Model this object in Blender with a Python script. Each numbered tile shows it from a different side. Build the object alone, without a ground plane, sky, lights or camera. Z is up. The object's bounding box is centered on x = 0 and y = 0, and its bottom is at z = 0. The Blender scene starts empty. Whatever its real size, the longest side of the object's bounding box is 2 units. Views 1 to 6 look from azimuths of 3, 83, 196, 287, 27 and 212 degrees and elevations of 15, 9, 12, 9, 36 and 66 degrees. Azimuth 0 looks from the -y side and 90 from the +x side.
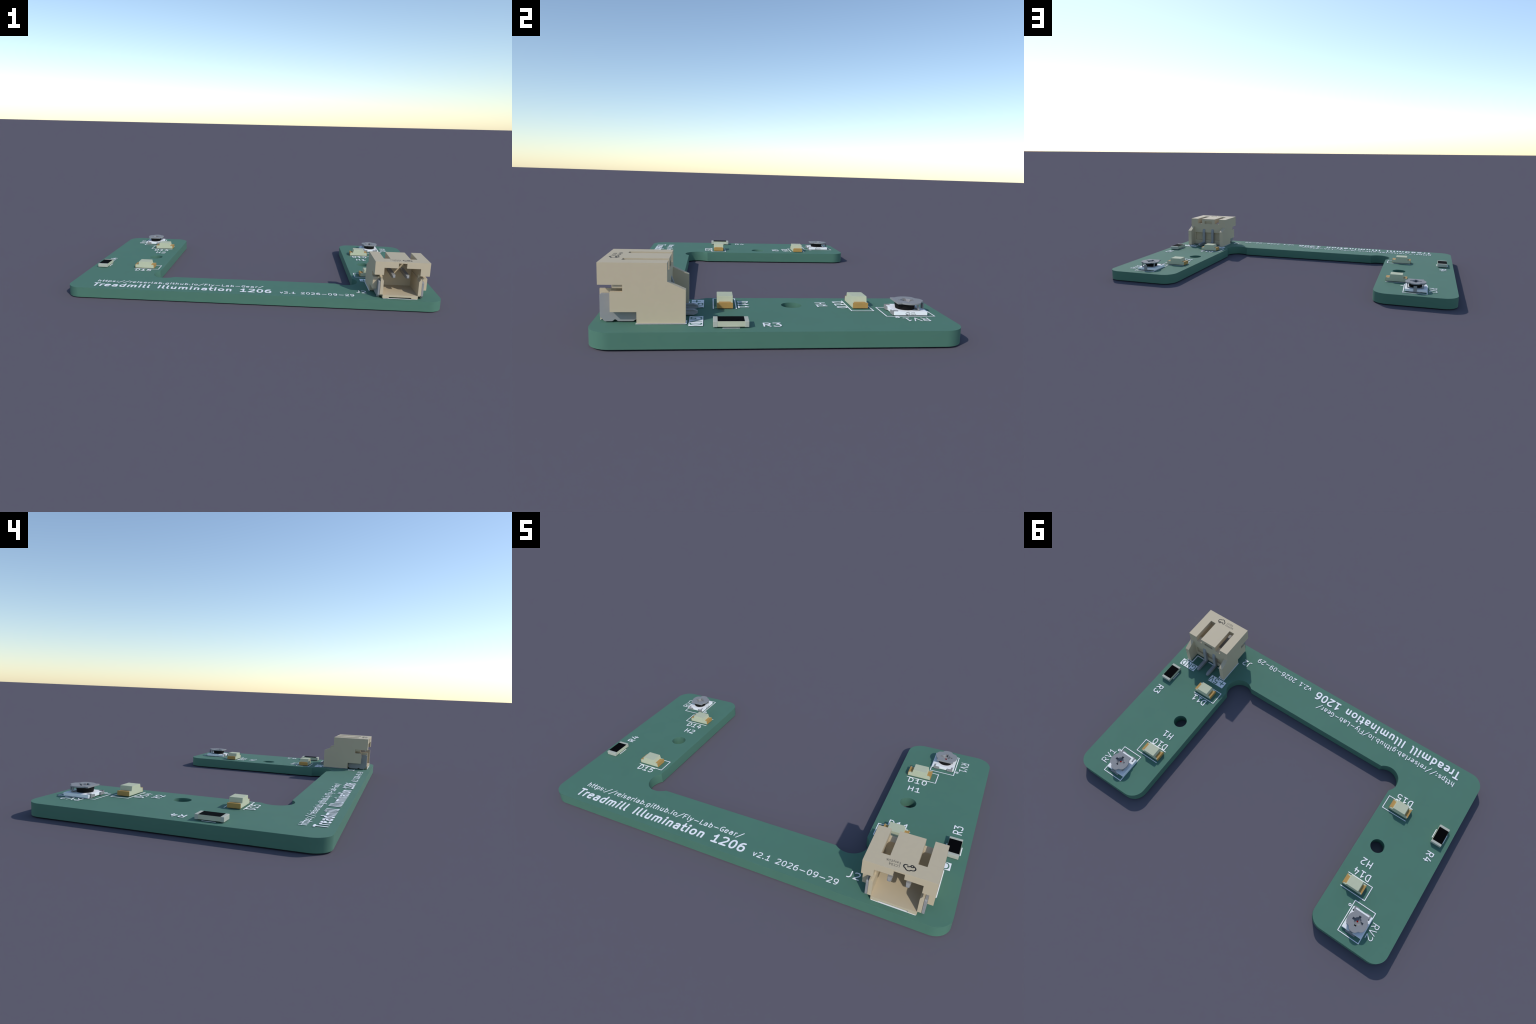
"""U-shaped green LED illumination circuit board with a two-pin side-entry
connector, four surface-mount LEDs, two chip resistors, two open-frame trimmers
and white printed legends.  All sizes in metres of the 2 m frame; many are
derived from millimetre sizes through MM."""
import bpy, bmesh, math
from mathutils import Matrix, Vector

MM = 0.03565              # one real millimetre in scene units
BOARD_BOTTOM, BOARD_TOP = 0.0027, 0.0565
PRINT_BOTTOM, PRINT_TOP = 0.0586, 0.0591   # thin ink sheet just above the lacquer
SEAT = 0.0603             # underside of the mounted components
HALF_X, HALF_Y = 1.0, 0.6082
ARM_INNER_X, BAR_INNER_Y = 0.5715, -0.3565


# --------------------------------------------------------------------------
# materials
# --------------------------------------------------------------------------
def material(name, colour, roughness=0.5, metallic=0.0, specular=0.5, grain=0.03, grain_scale=60.0, bump=0.0):
    """Principled material whose colour carries a faint procedural mottle."""
    m = bpy.data.materials.new(name)
    m.use_nodes = True
    nt = m.node_tree
    bsdf = nt.nodes["Principled BSDF"]
    bsdf.inputs["Roughness"].default_value = roughness
    bsdf.inputs["Metallic"].default_value = metallic
    bsdf.inputs["Specular IOR Level"].default_value = specular
    coord = nt.nodes.new("ShaderNodeTexCoord")
    noise = nt.nodes.new("ShaderNodeTexNoise")
    noise.inputs["Scale"].default_value = grain_scale
    noise.inputs["Detail"].default_value = 3.0
    ramp = nt.nodes.new("ShaderNodeValToRGB")
    lo = [c * (1 - grain) for c in colour]
    hi = [min(1.0, c * (1 + grain)) for c in colour]
    ramp.color_ramp.elements[0].position, ramp.color_ramp.elements[0].color = 0.3, (*lo, 1)
    ramp.color_ramp.elements[1].position, ramp.color_ramp.elements[1].color = 0.7, (*hi, 1)
    nt.links.new(coord.outputs["Object"], noise.inputs["Vector"])
    nt.links.new(noise.outputs["Fac"], ramp.inputs["Fac"])
    nt.links.new(ramp.outputs["Color"], bsdf.inputs["Base Color"])
    if bump:
        b = nt.nodes.new("ShaderNodeBump")
        b.inputs["Strength"].default_value = bump
        b.inputs["Distance"].default_value = 0.0005
        nt.links.new(noise.outputs["Fac"], b.inputs["Height"])
        nt.links.new(b.outputs["Normal"], bsdf.inputs["Normal"])
    return m


GREEN = material("green_lacquer", (0.078, 0.200, 0.141), roughness=0.85, grain=0.02, grain_scale=9.0)
INK = material("white_ink", (0.95, 0.95, 0.95), roughness=0.8, grain=0.01)
NYLON = material("beige_nylon", (0.588, 0.488, 0.33), roughness=0.68, grain=0.006)
TIN = material("tinned_metal", (0.30, 0.30, 0.298), roughness=0.8, grain=0.02)
PIN_TIN = material("pin_metal", (0.31, 0.31, 0.31), roughness=0.7, grain=0.02)
BLACK_MARK = material("black_mark", (0.006, 0.006, 0.006), roughness=0.7, grain=0.0)
GREY_MARK = material("grey_mark", (0.06, 0.06, 0.055), roughness=0.7, grain=0.0)
CREAM = material("cream_resin", (0.55, 0.575, 0.40), roughness=0.8, grain=0.015)
GOLD = material("gold_terminal", (0.50, 0.285, 0.075), roughness=0.75, grain=0.03)
CERAMIC = material("cream_ceramic", (0.56, 0.57, 0.415), roughness=0.8, grain=0.015)
CAP = material("resistor_cap", (0.49, 0.50, 0.42), roughness=0.8, grain=0.02)
BLACK_GLAZE = material("black_glaze", (0.0022, 0.0022, 0.0026), roughness=0.8, specular=0.03, grain=0.0)
WHITE = material("white_ceramic", (0.96, 0.96, 0.96), roughness=0.75, grain=0.01)
ROTOR = material("rotor_metal", (0.275, 0.275, 0.28), roughness=0.8, grain=0.02)
RUBBER = material("black_hub", (0.006, 0.006, 0.006), roughness=0.85, specular=0.2, grain=0.0)
RED = material("red_index", (0.30, 0.001, 0.001), roughness=0.9, specular=0.1, grain=0.0)


# --------------------------------------------------------------------------
# mesh helpers
# --------------------------------------------------------------------------
def new_object(name, mesh, parent, mat=None, location=(0, 0, 0), kind=None):
    o = bpy.data.objects.new(name, mesh)
    bpy.context.scene.collection.objects.link(o)
    o.parent = parent
    o.location = location
    if mat is not None and not mesh.materials:
        mesh.materials.append(mat)
    if kind:
        o["kind"] = kind
    return o


def finish(bm, name, bevel=0.0, segments=2, smooth_angle=None):
    """bmesh -> mesh, optional edge chamfer on sharp edges."""
    bmesh.ops.remove_doubles(bm, verts=bm.verts, dist=1e-7)
    bmesh.ops.recalc_face_normals(bm, faces=bm.faces)
    if bevel:
        sharp = [e for e in bm.edges if len(e.link_faces) == 2 and e.calc_face_angle(0) > math.radians(35)]
        bmesh.ops.bevel(bm, geom=sharp, offset=bevel, segments=segments, profile=0.5, affect="EDGES", clamp_overlap=True)
    if smooth_angle is not None:
        for f in bm.faces:
            f.smooth = True
        for e in bm.edges:
            e.smooth = len(e.link_faces) == 2 and e.calc_face_angle(0) < math.radians(smooth_angle)
    me = bpy.data.meshes.new(name)
    bm.to_mesh(me)
    bm.free()
    return me


def add_box(bm, x0, x1, y0, y1, z0, z1):
    v = [bm.verts.new((x, y, z)) for z in (z0, z1) for y in (y0, y1) for x in (x0, x1)]
    for a, b, c, d in ((0, 2, 3, 1), (4, 5, 7, 6), (0, 1, 5, 4), (2, 6, 7, 3), (0, 4, 6, 2), (1, 3, 7, 5)):
        bm.faces.new((v[a], v[b], v[c], v[d]))


def add_prism(bm, outline, low, high, axis="z"):
    """Extrude a closed 2D outline; axis z: (x, y), axis x: (y, z)."""
    place = (lambda p, h: (p[0], p[1], h)) if axis == "z" else (lambda p, h: (h, p[0], p[1]))
    a = [bm.verts.new(place(p, low)) for p in outline]
    b = [bm.verts.new(place(p, high)) for p in outline]
    n = len(a)
    bm.faces.new(a[::-1])
    bm.faces.new(b)
    for i in range(n):
        bm.faces.new((a[i], a[(i + 1) % n], b[(i + 1) % n], b[i]))


def box_mesh(name, *extent, bevel=0.0):
    bm = bmesh.new()
    add_box(bm, *extent)
    return finish(bm, name, bevel)


def prism_mesh(name, outline, low, high, axis="z", bevel=0.0, smooth_angle=None):
    bm = bmesh.new()
    add_prism(bm, outline, low, high, axis)
    return finish(bm, name, bevel, smooth_angle=smooth_angle)


def arc(cx, cy, r, a0, a1, steps):
    """Points along an arc, angles in degrees."""
    return [(cx + r * math.cos(math.radians(a0 + (a1 - a0) * i / steps)),
             cy + r * math.sin(math.radians(a0 + (a1 - a0) * i / steps))) for i in range(steps + 1)]


def carve(mesh, cutters, mode="DIFFERENCE"):
    """Exact booleans of a mesh with temporary cutter meshes."""
    o = bpy.data.objects.new("work_piece", mesh)
    bpy.context.scene.collection.objects.link(o)
    temps = []
    for c in cutters:
        t = bpy.data.objects.new("work_cutter", c)
        bpy.context.scene.collection.objects.link(t)
        temps.append(t)
        m = o.modifiers.new("cut", "BOOLEAN")
        m.operation, m.solver, m.object = mode, "EXACT", t
    bpy.context.view_layer.update()
    result = bpy.data.meshes.new_from_object(o.evaluated_get(bpy.context.evaluated_depsgraph_get()))
    for t in temps:
        c = t.data
        bpy.data.objects.remove(t)
        bpy.data.meshes.remove(c)
    bpy.data.objects.remove(o)
    result.materials.clear()
    return result


def resharpen(mesh, name, bevel=0.0, smooth_angle=None):
    bm = bmesh.new()
    bm.from_mesh(mesh)
    bmesh.ops.dissolve_limit(bm, angle_limit=0.001, verts=bm.verts, edges=bm.edges)
    return finish(bm, name, bevel, smooth_angle=smooth_angle)


# --------------------------------------------------------------------------
# stroke lettering: every glyph is a set of pen strokes on a 21-unit cap height
# --------------------------------------------------------------------------
GLYPHS = {
    ' ': (16, []),
    '-': (26, [[(5, 8), (21, 8)]]),
    '.': (10, [[(5, 2), (6, 1), (5, 0), (4, 1), (5, 2)]]),
    '/': (22, [[(20, 22), (2, -5)]]),
    '0': (20, [[(9, 21), (11, 21), (13, 20), (14, 19), (15, 17), (16, 13), (16, 8), (15, 4), (14, 2), (13, 1), (11, 0), (9, 0), (7, 1), (6, 2), (5, 4), (4, 8), (4, 13), (5, 17), (6, 19), (7, 20), (9, 21)]]),
    '1': (20, [[(16, 0), (4, 0)], [(10, 0), (10, 21), (8, 18), (6, 16), (4, 15)]]),
    '2': (20, [[(4, 19), (5, 20), (7, 21), (12, 21), (14, 20), (15, 19), (16, 17), (16, 15), (15, 12), (3, 0), (16, 0)]]),
    '3': (20, [[(3, 21), (16, 21), (9, 13), (12, 13), (14, 12), (15, 11), (16, 9), (16, 4), (15, 2), (14, 1), (12, 0), (6, 0), (4, 1), (3, 2)]]),
    '4': (20, [[(14, 14), (14, 0)], [(9, 22), (4, 7), (17, 7)]]),
    '5': (20, [[(15, 21), (5, 21), (4, 11), (5, 12), (7, 13), (12, 13), (14, 12), (15, 11), (16, 9), (16, 4), (15, 2), (14, 1), (12, 0), (7, 0), (5, 1), (4, 2)]]),
    '6': (20, [[(14, 21), (10, 21), (8, 20), (7, 19), (5, 16), (4, 12), (4, 4), (5, 2), (6, 1), (8, 0), (12, 0), (14, 1), (15, 2), (16, 4), (16, 9), (15, 11), (14, 12), (12, 13), (8, 13), (6, 12), (5, 11), (4, 9)]]),
    '9': (20, [[(6, 0), (10, 0), (12, 1), (13, 2), (15, 5), (16, 9), (16, 17), (15, 19), (14, 20), (12, 21), (8, 21), (6, 20), (5, 19), (4, 17), (4, 12), (5, 10), (6, 9), (8, 8), (12, 8), (14, 9), (15, 10), (16, 12)]]),
    ':': (10, [[(5, 2), (6, 1), (5, 0), (4, 1), (5, 2)], [(5, 13), (6, 12), (5, 11), (4, 12), (5, 13)]]),
    '+': (26, [[(5, 8), (21, 8)], [(13, 0), (13, 16)]]),
    'C': (21, [[(17, 2), (16, 1), (13, 0), (11, 0), (8, 1), (6, 3), (5, 5), (4, 9), (4, 12), (5, 16), (6, 18), (8, 20), (11, 21), (13, 21), (16, 20), (17, 19)]]),
    'D': (21, [[(5, 0), (5, 21), (10, 21), (13, 20), (15, 18), (16, 16), (17, 12), (17, 9), (16, 5), (15, 3), (13, 1), (10, 0), (5, 0)]]),
    'E': (19, [[(5, 11), (12, 11)], [(15, 0), (5, 0), (5, 21), (15, 21)]]),
    'F': (18, [[(12, 11), (5, 11)], [(5, 0), (5, 21), (15, 21)]]),
    'G': (19, [[(16, 20), (14, 21), (11, 21), (8, 20), (6, 18), (5, 16), (4, 12), (4, 9), (5, 5), (6, 3), (8, 1), (11, 0), (12, 0), (15, 1), (16, 2), (16, 9), (12, 9)]]),
    'H': (22, [[(5, 0), (5, 21)], [(5, 11), (17, 11)], [(17, 0), (17, 21)]]),
    'I': (10, [[(5, 0), (5, 21)]]),
    'J': (16, [[(11, 21), (11, 6), (10, 3), (8, 1), (5, 0), (3, 0)]]),
    'L': (17, [[(15, 0), (5, 0), (5, 21)]]),
    'N': (22, [[(5, 0), (5, 21), (17, 0), (17, 21)]]),
    'R': (21, [[(17, 0), (10, 10)], [(5, 0), (5, 21), (13, 21), (15, 20), (16, 19), (17, 17), (17, 14), (16, 12), (15, 11), (13, 10), (5, 10)]]),
    'T': (16, [[(2, 21), (14, 21)], [(8, 0), (8, 21)]]),
    'V': (18, [[(2, 21), (9, 0), (16, 21)]]),
    'A': (18, [[(4, 6), (14, 6)], [(2, 0), (9, 21), (16, 0)]]),
    'a': (19, [[(14, 0), (14, 11), (13, 13), (11, 14), (7, 14), (5, 13)], [(14, 1), (12, 0), (7, 0), (5, 1), (4, 3), (4, 5), (5, 7), (7, 8), (12, 8), (14, 9)]]),
    'b': (19, [[(5, 0), (5, 21)], [(5, 13), (7, 14), (11, 14), (13, 13), (14, 12), (15, 10), (15, 4), (14, 2), (13, 1), (11, 0), (7, 0), (5, 1)]]),
    'd': (19, [[(14, 0), (14, 21)], [(14, 1), (12, 0), (8, 0), (6, 1), (5, 2), (4, 4), (4, 10), (5, 12), (6, 13), (8, 14), (12, 14), (14, 13)]]),
    'e': (18, [[(13, 1), (11, 0), (7, 0), (5, 1), (4, 3), (4, 11), (5, 13), (7, 14), (11, 14), (13, 13), (14, 11), (14, 9), (4, 7)]]),
    'g': (19, [[(14, 14), (14, -3), (13, -5), (12, -6), (10, -7), (7, -7), (5, -6)], [(14, 1), (12, 0), (8, 0), (6, 1), (5, 2), (4, 4), (4, 10), (5, 12), (6, 13), (8, 14), (12, 14), (14, 13)]]),
    'h': (19, [[(5, 0), (5, 21)], [(14, 0), (14, 11), (13, 13), (11, 14), (8, 14), (6, 13), (5, 12)]]),
    'i': (10, [[(5, 0), (5, 14)], [(5, 21), (4, 20), (5, 19), (6, 20), (5, 21)]]),
    'l': (11, [[(8, 0), (6, 1), (5, 3), (5, 21)]]),
    'm': (28, [[(5, 0), (5, 14)], [(5, 12), (6, 13), (8, 14), (11, 14), (13, 13), (14, 11), (14, 0)], [(14, 11), (15, 13), (17, 14), (20, 14), (22, 13), (23, 11), (23, 0)]]),
    'n': (19, [[(5, 14), (5, 0)], [(5, 12), (6, 13), (8, 14), (11, 14), (13, 13), (14, 11), (14, 0)]]),
    'o': (19, [[(8, 0), (6, 1), (5, 2), (4, 4), (4, 10), (5, 12), (6, 13), (8, 14), (11, 14), (13, 13), (14, 12), (15, 10), (15, 4), (14, 2), (13, 1), (11, 0), (8, 0)]]),
    'p': (19, [[(5, 14), (5, -7)], [(5, 13), (7, 14), (11, 14), (13, 13), (14, 12), (15, 10), (15, 4), (14, 2), (13, 1), (11, 0), (7, 0), (5, 1)]]),
    'r': (13, [[(5, 0), (5, 14)], [(5, 10), (6, 12), (7, 13), (9, 14), (11, 14)]]),
    's': (17, [[(4, 1), (6, 0), (9, 0), (11, 1), (12, 3), (12, 4), (11, 6), (9, 7), (6, 7), (4, 8), (3, 10), (3, 11), (4, 13), (6, 14), (9, 14), (11, 13)]]),
    't': (12, [[(2, 14), (10, 14)], [(5, 21), (5, 3), (6, 1), (8, 0), (10, 0)]]),
    'u': (19, [[(14, 14), (14, 0)], [(5, 14), (5, 3), (6, 1), (8, 0), (11, 0), (13, 1), (14, 2)]]),
    'v': (16, [[(3, 14), (8, 0), (13, 14)]]),
    'y': (16, [[(3, 14), (8, 0)], [(13, 14), (8, 0), (6, -5), (4, -7), (2, -8)]]),
}


def text_width(text):
    return sum(GLYPHS[c][0] for c in text) / 21.0


def text_strokes(text, size, squeeze=1.0):
    """Polylines of a line of text, origin at the left end of the baseline."""
    x, out = 0.0, []
    for c in text:
        advance, strokes = GLYPHS[c]
        for s in strokes:
            out.append([((x + px) * size * squeeze / 21.0, py * size / 21.0) for px, py in s])
        x += advance
    return out


def stroke_mesh(name, polylines, width, low, high):
    """Round-capped pen strokes as thin solid slabs.  Each segment is lowered by
    a hair against its neighbour so that no two faces share one plane."""
    bm, level = bmesh.new(), 0
    r = width / 2
    for line in polylines:
        for (x0, y0), (x1, y1) in zip(line, line[1:]):
            heading = math.degrees(math.atan2(y1 - y0, x1 - x0))
            outline = arc(x1, y1, r, heading - 90, heading + 90, 7) + arc(x0, y0, r, heading + 90, heading + 270, 7)
            sink = (level % 23) * (high - low) * 0.02
            add_prism(bm, outline, low - sink, high - sink)
            level += 1
    me = bpy.data.meshes.new(name)
    bmesh.ops.recalc_face_normals(bm, faces=bm.faces)
    bm.to_mesh(me)
    bm.free()
    return me


def printed_word(text, x, y, size, width, turn=0, low=PRINT_BOTTOM, high=PRINT_TOP, mat=None):
    """One legend: (x, y) is the left end of its baseline, turn in degrees."""
    me = stroke_mesh("printed_word", text_strokes(text, size), width, low, high)
    me.transform(Matrix.Rotation(math.radians(turn), 4, "Z"))
    return new_object("printed_word", me, board, mat or INK, (x, y, 0))


def printed_outline(polylines, width=0.12 * MM, x=0.0, y=0.0):
    return new_object("printed_outline", stroke_mesh("printed_outline", polylines, width, PRINT_BOTTOM, PRINT_TOP - 0.0002), board, INK, (x, y, 0))


# --------------------------------------------------------------------------
# the board
# --------------------------------------------------------------------------
root = bpy.data.objects.new("circuit_board", None)
bpy.context.scene.collection.objects.link(root)
root["label"] = "U-shaped green circuit board with beige connector and four LEDs"
root["category"] = "circuit board"

CORNER = 0.0745           # outer corner radius
RELIEF = 0.0770           # radius of the round reliefs in the two inner corners
relief_x, relief_y = 0.5170, -0.3020


def board_outline(inset=0.0):
    hx, hy, r = HALF_X - inset, HALF_Y - inset, CORNER - inset
    inner, relief = ARM_INNER_X + inset, RELIEF + inset
    pts = []
    pts += arc(-hx + r, -hy + r, r, 180, 270, 14)
    pts += arc(hx - r, -hy + r, r, 270, 360, 14)
    pts += arc(hx - r, hy - r, r, 0, 90, 14)
    pts += arc(inner + r, hy - r, r, 90, 180, 14)
    pts += arc(relief_x, relief_y, relief, 45, -135, 28)       # right inner corner
    pts += arc(-relief_x, relief_y, relief, -45, -225, 28)     # left inner corner
    pts += arc(-inner - r, hy - r, r, 0, 90, 14)
    pts += arc(-hx + r, hy - r, r, 90, 180, 14)
    return pts


HOLES = ((-0.6787, 0.0710), (0.6787, 0.0710))
HOLE_RADIUS = 0.0387
panel = prism_mesh("board", board_outline(), BOARD_BOTTOM, BOARD_TOP)
drills = [prism_mesh("drill", arc(hx, hy, HOLE_RADIUS, 0, 360 - 7.5, 47), -0.1, 0.2) for hx, hy in HOLES]
board = new_object("board", resharpen(carve(panel, drills), "board", smooth_angle=30), root, GREEN)

# lacquer film on the underside, inset from the routed edge
film = prism_mesh("solder_mask", board_outline(0.02), 0.0, BOARD_BOTTOM + 0.0008)
drills = [prism_mesh("drill", arc(hx, hy, HOLE_RADIUS + 0.012, 0, 352, 44), -0.1, 0.2) for hx, hy in HOLES]
new_object("solder_mask", resharpen(carve(film, drills), "solder_mask"), root, GREEN)


# --------------------------------------------------------------------------
# printed legends
# --------------------------------------------------------------------------
SMALL, LABEL, TITLE = 0.8 * MM, 1.0 * MM, 1.3 * MM
FINE, PEN, BOLD = 0.12 * MM, 0.15 * MM, 0.255 * MM
printed_word("Treadmill Illumination 1206", -0.8690, -0.5722, TITLE, BOLD)
printed_word("https://reiserlab.github.io/Fly-Lab-Gear/", -0.8672, -0.4980, SMALL, FINE)
printed_word("v2.1 2026-09-29", 0.1495, -0.5720, SMALL, FINE)
printed_word("J2", 0.5605, -0.5118, LABEL, PEN)
for x, tag in ((0.6445, "H1"), (-0.7135, "H2")):
    printed_word(tag, x, 0.1675, LABEL, PEN)
printed_word("D10", 0.6285, 0.2400, LABEL, PEN)
printed_word("D14", -0.7405, 0.2335, LABEL, PEN)
printed_word("D11", 0.6265, -0.1280, LABEL, PEN)
printed_word("D15", -0.7295, -0.2610, LABEL, PEN)
printed_word("R3", 0.9495, -0.0675, LABEL, PEN, 90)
printed_word("R4", -0.9175, -0.0675, LABEL, PEN, 90)
printed_word("RV1", 0.8590, 0.5315, LABEL, 0.11 * MM, -90)
printed_word("RV2", -0.8590, 0.4240, LABEL, 0.11 * MM, 90)

# polarity tags: white plates with the letters left in board green
for text, x0, x1 in (("GND", 0.8343, 0.9425), ("+5V", 0.6118, 0.7200)):
    y0, y1 = -0.3008, -0.2549
    plate = new_object("polarity_plate", box_mesh("polarity_plate", x0, x1, y0, y1, PRINT_BOTTOM, PRINT_TOP), board, INK)
    w = text_width(text) * LABEL
    me = stroke_mesh("plate_letters", text_strokes(text, LABEL), PEN, PRINT_TOP - 0.0003, PRINT_TOP + 0.0003)
    new_object("plate_letters", me, plate, GREEN, ((x0 + x1 - w) / 2, (y0 + y1 - LABEL) / 2, 0))


def led_frame(cx, cy, side):
    """U-shaped frame round an LED, closed on the given x side."""
    closed, open_end, h = side * 0.0878, -side * 0.0570, 0.0412
    printed_outline([[(open_end, -h), (closed, -h), (closed, h), (open_end, h)]], x=cx, y=cy)


LEDS = ((0.6787, 0.3212, 1), (-0.6787, 0.3212, -1), (0.6795, -0.1795, -1), (-0.6795, -0.1795, 1))
for cx, cy, side in LEDS:
    led_frame(cx, cy, side)

RESISTORS = ((0.9340, -0.1660), (-0.9340, -0.1660))
for cx, cy in RESISTORS:
    for s in (-1, 1):
        printed_outline([[(s * 0.0324, -0.0259), (s * 0.0324, 0.0259)]], x=cx, y=cy)

TRIMMERS = ((0.7780, 0.4750), (-0.7860, 0.4750))
for cx, cy in TRIMMERS:
    w, h = 0.0600, 0.0883
    printed_outline([[(-w, -h), (w, -h), (w, h), (-w, h), (-w, -h)]], x=cx, y=cy)
    printed_outline([arc(0.0720, -0.0538, 0.0058, 0, 360, 20)], x=cx, y=cy)

CX = 0.7785               # connector centre line
printed_outline([
    [(0.1400, -0.4640), (0.1400, -0.3100), (0.1050, -0.3100), (0.1050, -0.3645), (0.0560, -0.3645)],
    [(0.0170, -0.3645), (-0.0170, -0.3645)],
    [(-0.0560, -0.3645), (-0.1050, -0.3645), (-0.1050, -0.3100), (-0.1400, -0.3100), (-0.1400, -0.4640)],
    [(-0.0860, -0.5830), (0.0860, -0.5830)],
], 0.2 * MM, x=CX)


# --------------------------------------------------------------------------
# two-pin side-entry connector
# --------------------------------------------------------------------------
def connector():
    front, back, top, floor = -0.5825, -0.3685, 0.2555, 0.0770
    jaw, shelf = 0.1850, 0.1620           # underside of the upper jaw, top of the lower side walls
    body = box_mesh("connector_housing", -0.140, 0.140, front, back, 0.0607, top)
    wings = [prism_mesh("wing", [(back - 0.01, 0.0607), (-0.3103, 0.0607), (-0.3103, 0.1690), (back, 0.1958), (back - 0.01, 0.1958)],
                        *sorted((s * 0.140, s * 0.1155)), axis="x") for s in (-1, 1)]
    lip = box_mesh("lip", -0.0905, 0.0905, -0.5852, front + 0.02, 0.0607, floor)
    body = carve(body, wings + [lip], "UNION")

    def sloped_cut(s):
        bm = bmesh.new()
        ends = [[bm.verts.new((s * x, y, z)) for x, z in ((0.0890, 0.1510), (0.0890, 0.1675), (0.0990, 0.1675))] for y in (front - 0.03, -0.5376)]
        a, b = ends
        for f in (a, b[::-1], (a[0], b[0], b[1], a[1]), (a[1], b[1], b[2], a[2]), (a[2], b[2], b[0], a[0])):
            bm.faces.new(f)
        return finish(bm, "c")

    cuts = [
        box_mesh("c", -0.0900, 0.0900, front - 0.03, -0.4050, floor, 0.2232),           # mating cavity
        box_mesh("c", -0.0927, 0.0927, front - 0.03, -0.4052, 0.1655, 0.2233),          # its slightly wider upper half
        box_mesh("c", -0.0213, 0.0213, front - 0.03, -0.4050, 0.2200, 0.2484),          # key groove
        box_mesh("c", -0.0300, 0.0300, back - 0.012, back + 0.02, 0.2185, 0.2375),      # rear window
        box_mesh("c", -0.1154, 0.1154, back - 0.006, back + 0.01, 0.0500, 0.1515),      # rear relief below the lip
        box_mesh("c", -0.1080, 0.1080, back - 0.018, back, 0.0930, 0.1515),             # rear pocket
        box_mesh("c", -0.0580, 0.0580, front - 0.03, -0.4500, 0.0500, 0.0668),          # relief under the floor
    ]
    for s in (-1, 1):
        def side(a, b, *rest):
            lo, hi = sorted((s * a, s * b))
            return box_mesh("c", lo, hi, *rest)
        cuts += [
            side(0.0522, 0.0870, -0.5168, back + 0.02, 0.2197, top + 0.02),             # flex slots in the roof
            side(0.1045, 0.1500, front - 0.03, -0.5065, shelf, 0.1740),                 # slot between jaw and side wall
            side(0.1340, 0.1500, front - 0.03, -0.5065, 0.1700, jaw),                   # its wider mouth on the outer face
            side(0.0800, 0.1500, front - 0.03, -0.5376, 0.1660, jaw),                   # inner end of that slot
            side(0.1055, 0.1500, front - 0.03, -0.5457, 0.0500, shelf + 0.004),         # set-back of the side wall
            side(0.1055, 0.1500, front - 0.03, -0.4640, 0.0500, 0.0973),                # step above the solder tab
            side(0.1055, 0.1175, front - 0.03, -0.4640, 0.0500, 0.1535),                # groove for the solder tab
            side(0.0912, 0.1500, front - 0.03, -0.4640, 0.0500, 0.0705),                # clearance under the cheeks
            side(0.0912, 0.1500, front - 0.03, -0.5735, 0.0500, 0.0785),                # chamfer at the foot of the cheek
            sloped_cut(s),                                                              # chamfered inner top edge of the cheek
        ]
    body = resharpen(carve(body, cuts), "connector_housing", bevel=0.0007)
    housing = new_object("connector_housing", body, root, NYLON, (CX, 0, 0))

    # bent square pins: horizontal in the cavity, down the rear wall, out on the board
    half = 0.0092
    level = 0.1703
    bm = bmesh.new()
    side_view = [(-0.5630, level - 0.0045), (-0.5630, level + 0.0045), (-0.5520, level + half), (-0.3690, level + half)]
    side_view += [(-0.3655, level + 0.0040), (-0.3605, level - 0.0075), (-0.3580, level - 0.0150)]
    side_view += [(-0.3572, SEAT + 2 * half + 0.006), (-0.3510, SEAT + 2 * half), (-0.2890, SEAT + 2 * half), (-0.2745, SEAT + 2 * half - 0.005), (-0.2740, SEAT + 0.005), (-0.2880, SEAT)]
    side_view += arc(-0.3640, SEAT + 0.0100, 0.0100, 270, 180, 4)
    side_view += [(-0.3740, level - half), (-0.5520, level - half)]
    add_prism(bm, side_view, -half, half, "x")
    for v in bm.verts:                     # taper both tips
        if v.co.y < -0.556 or v.co.y > -0.2760:
            v.co.x *= 0.6
    pin_mesh = finish(bm, "pin", bevel=0.0008, segments=1)
    for s in (-1, 1):
        new_object("pin", pin_mesh, housing, PIN_TIN, (s * 1.0 * MM, 0, 0))

    # solder tabs beside the cheeks
    tab = [(-0.5765, 0.1520), (-0.5810, 0.1475), (-0.5810, 0.0760), (-0.5668, 0.0604), (-0.5431, 0.0604)]
    tab += arc(-0.5335, 0.0604, 0.0060, 180, 0, 8)[1:-1]
    tab += [(-0.5222, 0.0604), (-0.4774, 0.0604), (-0.4660, 0.0680), (-0.4660, 0.1520)]
    tab_mesh = prism_mesh("solder_tab", tab, -0.0052, 0.0052, axis="x", bevel=0.001)
    for s in (-1, 1):
        new_object("solder_tab", tab_mesh, housing, TIN, (s * 0.1116, 0, 0))

    # maker's mark on the roof, written from the rear side
    mark_parts(housing, Matrix.Translation((0, -0.55, top)) @ Matrix.Rotation(math.pi, 4, "Z"), 1.0, 0.0048)


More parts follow.
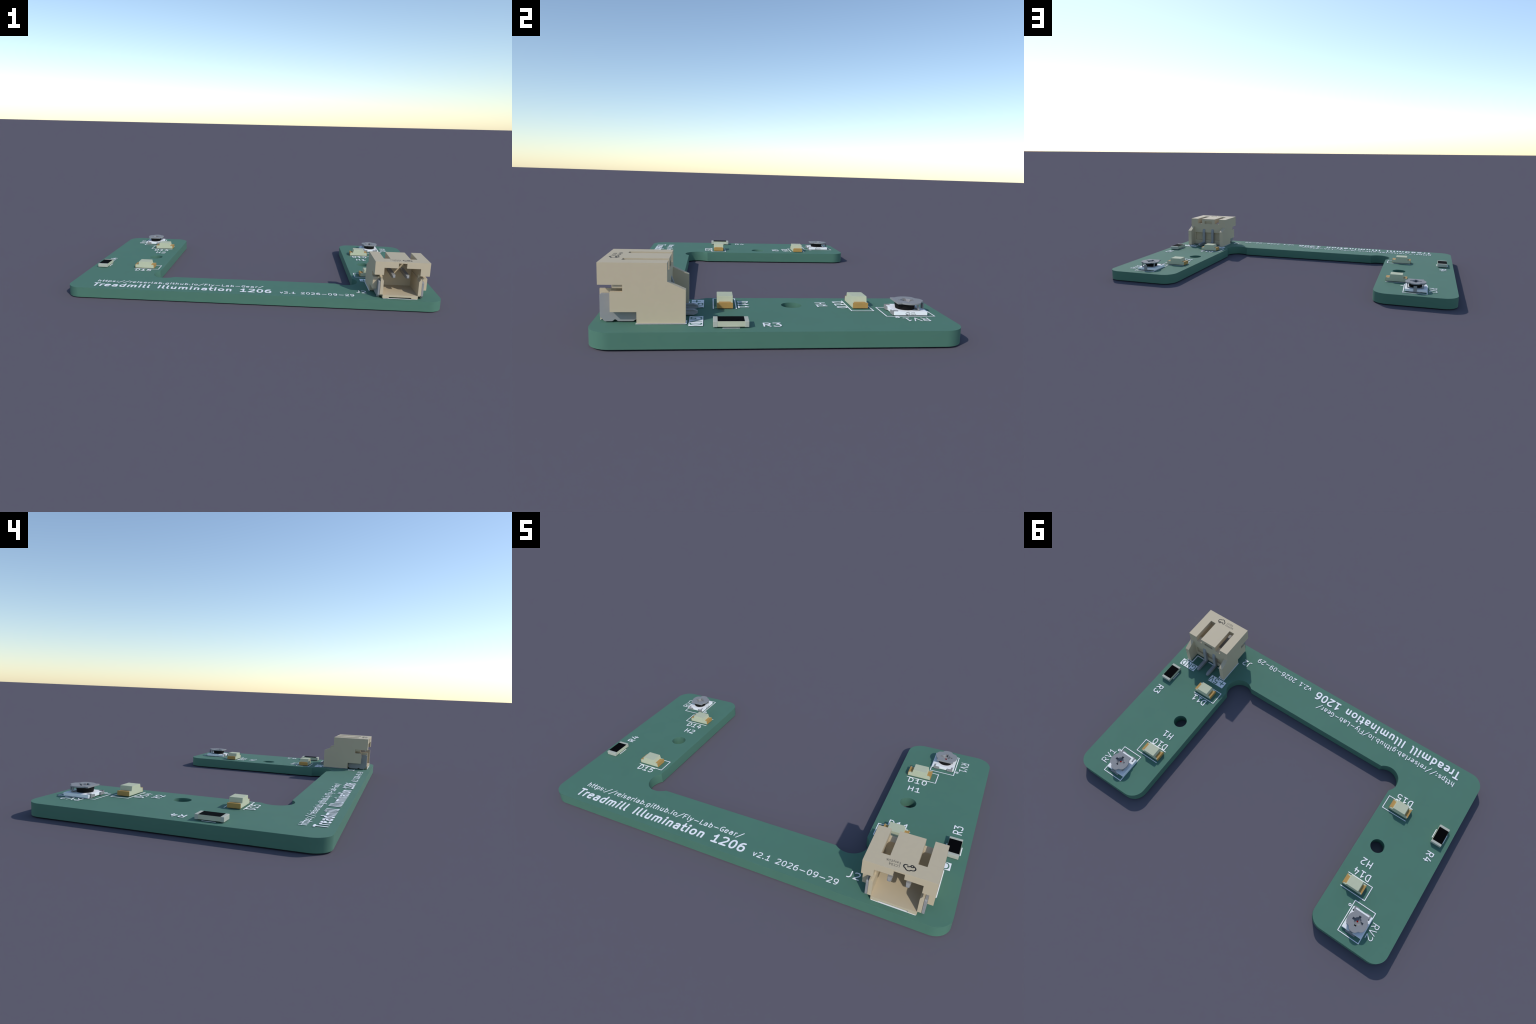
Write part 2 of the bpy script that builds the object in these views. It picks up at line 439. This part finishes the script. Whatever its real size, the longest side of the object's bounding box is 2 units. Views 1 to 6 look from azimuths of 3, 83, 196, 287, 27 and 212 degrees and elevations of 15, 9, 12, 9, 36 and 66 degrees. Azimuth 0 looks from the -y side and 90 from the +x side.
def mark_parts(parent, place, scale, width):
    """Cloud-shaped outline with a key ring, and two short lines of lettering."""
    u = 0.001
    cloud = [(-19.3, -12.4), (-14.5, -12.8), (-10.0, -11.8), (-7.0, -8.0), (-6.4, -2.5), (-8.8, 2.7), (-13.8, 5.6), (-16.2, 9.6),
             (-20.5, 13.3), (-26.0, 15.0), (-31.5, 13.6), (-36.2, 8.6), (-41.5, 8.6), (-47.4, 6.4), (-51.0, 0.8), (-50.4, -6.0), (-46.2, -11.4), (-42.0, -13.8)]
    ring = arc(-36.6, -12.0, 5.2, 0, 360, 16)
    arm = [(-32.0, -9.6), (-20.6, -3.8)]
    lines = [[(x * u * scale, y * u * scale) for x, y in s] for s in (cloud, ring, arm)]
    me = stroke_mesh("cloud_mark", lines, width * 0.95 * scale, -0.0002, 0.0003)
    me.transform(place)
    new_object("cloud_mark", me, parent, BLACK_MARK)
    for text, x0, x1, y in (("LCEDA", 5.0, 47.0, 2.5), ("EasyEDA", 5.0, 60.5, -14.2)):
        size = 10.8 * u * scale
        squeeze = (x1 - x0) * u * scale / (text_width(text) * size)
        strokes = [[(px + x0 * u * scale, py + y * u * scale) for px, py in s] for s in text_strokes(text, size, squeeze)]
        me = stroke_mesh("mark_lettering", strokes, 0.0013 * scale, -0.0002, 0.0003)
        me.transform(place)
        new_object("mark_lettering", me, parent, GREY_MARK)


connector()


# --------------------------------------------------------------------------
# surface-mount LEDs
# --------------------------------------------------------------------------
def led_meshes():
    hl, hw = 1.6 * MM, 0.8 * MM
    base_top = SEAT + 0.0188
    substrate = box_mesh("led", -hl + 0.0006, hl - 0.0006, -hw, hw, SEAT, base_top, bevel=0.0004)
    bm = bmesh.new()
    foot, crown, z1 = 0.0382, 0.0336, 0.0995
    add_prism(bm, [(-foot, base_top - 0.001), (foot, base_top - 0.001), (crown, z1), (-crown, z1)], -hw - 0.0001, hw + 0.0001, "x")
    lens = finish(bm, "lens", bevel=0.0005)
    lens.transform(Matrix.Rotation(math.radians(90), 4, "Z"))
    # wrap-round terminal: end plate plus a waisted pad on the upper face
    neck = 0.0212
    pad = [(foot - 0.002, -neck), (0.0470, -neck)]
    pad += [(0.0505, -neck - 0.0010), (0.0530, -neck - 0.0035), (0.0545, -hw), (hl + 0.0004, -hw)]
    pad += [(x, -y) for x, y in reversed(pad)]
    bm = bmesh.new()
    add_prism(bm, pad, base_top - 0.001, base_top + 0.0009)
    add_box(bm, hl - 0.0012, hl + 0.0005, -hw - 0.0002, hw + 0.0002, SEAT - 0.0002, base_top + 0.0005)
    add_box(bm, 0.0440, hl, -neck, neck, SEAT - 0.0004, SEAT + 0.0010)
    terminal = finish(bm, "terminal")
    other = terminal.copy()
    other.transform(Matrix.Rotation(math.pi, 4, "Z"))
    return substrate, lens, terminal, other


substrate, lens, terminal_a, terminal_b = led_meshes()
for cx, cy, side in LEDS:
    led = new_object("led", substrate, root, CREAM, (cx, cy, 0))
    new_object("lens", lens, led, CREAM)
    new_object("terminal", terminal_a, led, GOLD)
    new_object("terminal", terminal_b, led, GOLD)


# --------------------------------------------------------------------------
# chip resistors (long side along y)
# --------------------------------------------------------------------------
def resistor_meshes():
    hl, hw, h = 1.6 * MM, 0.8 * MM, 0.0190
    body = box_mesh("resistor", -hw + 0.0004, hw - 0.0004, -hl + 0.001, hl - 0.001, SEAT + 0.0012, SEAT + h, bevel=0.0004)
    glaze = box_mesh("glaze", -hw + 0.0012, hw - 0.0012, -0.0427, 0.0427, SEAT + h - 0.001, SEAT + h + 0.0007)
    bm = bmesh.new()
    add_box(bm, -hw, hw, 0.0430, hl, SEAT, SEAT + h + 0.0004)
    cap = finish(bm, "end_cap", bevel=0.0012)
    return body, glaze, cap


body, glaze, cap = resistor_meshes()
for cx, cy in RESISTORS:
    r = new_object("resistor", body, root, CERAMIC, (cx, cy, 0))
    new_object("glaze", glaze, r, BLACK_GLAZE)
    for turn in (0, math.pi):
        e = new_object("end_cap", cap, r, CAP)
        e.rotation_euler = (0, 0, turn)


# --------------------------------------------------------------------------
# open-frame trimmers (terminals at -y, wiper lead at +y)
# --------------------------------------------------------------------------
ROTOR_Y = 0.0100          # rotor axis relative to the outline centre
BASE_TOP = 0.0730


def rotor_outline():
    r, bite_r = 0.0540, 0.0130
    pts = []
    # flat tab toward the terminals with square corners
    pts += [(-0.0410, -0.0535), (0.0410, -0.0535), (0.0405, -0.0400)]
    for i in range(121):
        a = math.radians(-43 + (266) * i / 120)
        x, y = r * math.cos(a), r * math.sin(a)
        d = 0.0
        for centre in (54, 126):           # two shallow scallops
            t = (math.degrees(a) - centre) / 13.0
            d += 0.0080 * math.exp(-t * t)
        k = (r - d) / r
        pts.append((x * k, y * k))
    pts += [(-0.0405, -0.0400)]
    return pts


def trimmer_meshes():
    base = box_mesh("trimmer", -0.0582, 0.0530, -0.0578, 0.0635, SEAT - 0.0003, BASE_TOP, bevel=0.0008)
    holes = [prism_mesh("h", arc(s * 0.0440, -0.0385, 0.0048, 0, 345, 23), 0.0, 0.1) for s in (-1, 1)]
    base = resharpen(carve(base, holes), "trimmer")
    # rotor plate with a boss below it and a cross recess sunk into both
    z0, z1 = 0.0968, 0.1028
    plate = prism_mesh("rotor", rotor_outline(), z0, z1, bevel=0.0006)
    boss = prism_mesh("boss", arc(0, -0.0070, 0.0310, 0, 352, 44), 0.0860, z0 + 0.001)
    plate = carve(plate, [boss], "UNION")
    floor = 0.0915
    cross = [box_mesh("x", -0.0298, 0.0298, -0.0062, 0.0062, floor, 0.2), box_mesh("x", -0.0062, 0.0062, -0.0285, 0.0285, floor, 0.2),
             box_mesh("x", -0.0060, 0.0060, 0.0205, 0.0284, 0.05, 0.2)]
    bm = bmesh.new()                       # dished centre
    bmesh.ops.create_cone(bm, cap_ends=True, segments=40, radius1=0.0140, radius2=0.0225, depth=0.0200, matrix=Matrix.Translation((0, 0, 0.0988)))
    cross.append(finish(bm, "x"))
    for c in cross:
        c.transform(Matrix.Translation((0, -0.0070, 0)))
    plate = resharpen(carve(plate, cross), "rotor")
    bm = bmesh.new()
    bmesh.ops.create_cone(bm, cap_ends=True, segments=48, radius1=0.0335, radius2=0.0380, depth=z0 - BASE_TOP + 0.001,
                          matrix=Matrix.Translation((0, -0.0115, (z0 + BASE_TOP) / 2 - 0.0005)))
    hub = carve(finish(bm, "hub"), [prism_mesh("x", arc(0, -0.0070, 0.0312, 0, 352, 44), 0.0840, 0.2)])
    hub = resharpen(hub, "hub", smooth_angle=40)
    dot = prism_mesh("index_dot", arc(0, -0.0070, 0.0046, 0, 345, 23), 0.0880, 0.0895)
    # wiper: stirrup behind the hub and a lead down the rear face
    bm = bmesh.new()
    for s in (-1, 1):
        x0, x1 = sorted((s * 0.0370, s * 0.0415))
        add_prism(bm, [(0.0330, BASE_TOP + 0.001), (0.0390, BASE_TOP + 0.001), (0.0330, z0 + 0.001), (0.0260, z0 + 0.001)], x0, x1, "x")
    add_box(bm, -0.0415, 0.0415, 0.0325, 0.0395, BASE_TOP - 0.0005, BASE_TOP + 0.0020)
    add_box(bm, -0.0085, 0.0085, 0.0636, 0.0682, SEAT - 0.0006, 0.0912)
    add_box(bm, -0.0270, 0.0270, 0.0560, 0.0730, SEAT - 0.0010, SEAT + 0.0014)
    wiper = finish(bm, "wiper")
    bm = bmesh.new()                       # clip folded over the terminal edge
    add_box(bm, 0.0200, 0.0475, -0.0628, -0.0573, SEAT - 0.0010, BASE_TOP - 0.0006)
    add_box(bm, 0.0400, 0.0470, -0.0628, -0.0573, BASE_TOP - 0.0006, BASE_TOP + 0.0026)
    add_box(bm, 0.0400, 0.0470, -0.0573, -0.0425, BASE_TOP - 0.0004, BASE_TOP + 0.0026)
    clip = finish(bm, "clip", bevel=0.0006)
    flipped = clip.copy()
    flipped.transform(Matrix.Scale(-1, 4, (1, 0, 0)))
    flipped.flip_normals()
    return base, plate, hub, dot, wiper, clip, flipped


base, plate, hub, dot, wiper, clip_a, clip_b = trimmer_meshes()
for cx, cy in TRIMMERS:
    t = new_object("trimmer", base, root, WHITE, (cx, cy, 0))
    rotor = new_object("rotor", plate, t, ROTOR, (0, ROTOR_Y, 0))
    new_object("hub", hub, t, RUBBER, (0, ROTOR_Y, 0))
    new_object("index_dot", dot, t, RED, (0, ROTOR_Y, 0))
    new_object("wiper", wiper, t, TIN)
    new_object("clip", clip_a, t, TIN)
    new_object("clip", clip_b, t, TIN)
    face = Matrix.Translation((0.0530, 0.0010, (SEAT + BASE_TOP) / 2)) @ Matrix.Rotation(math.radians(90), 4, "Z") @ Matrix.Rotation(math.radians(90), 4, "X")
    mark_parts(t, face, 0.34, 0.0042)

bpy.context.view_layer.update()
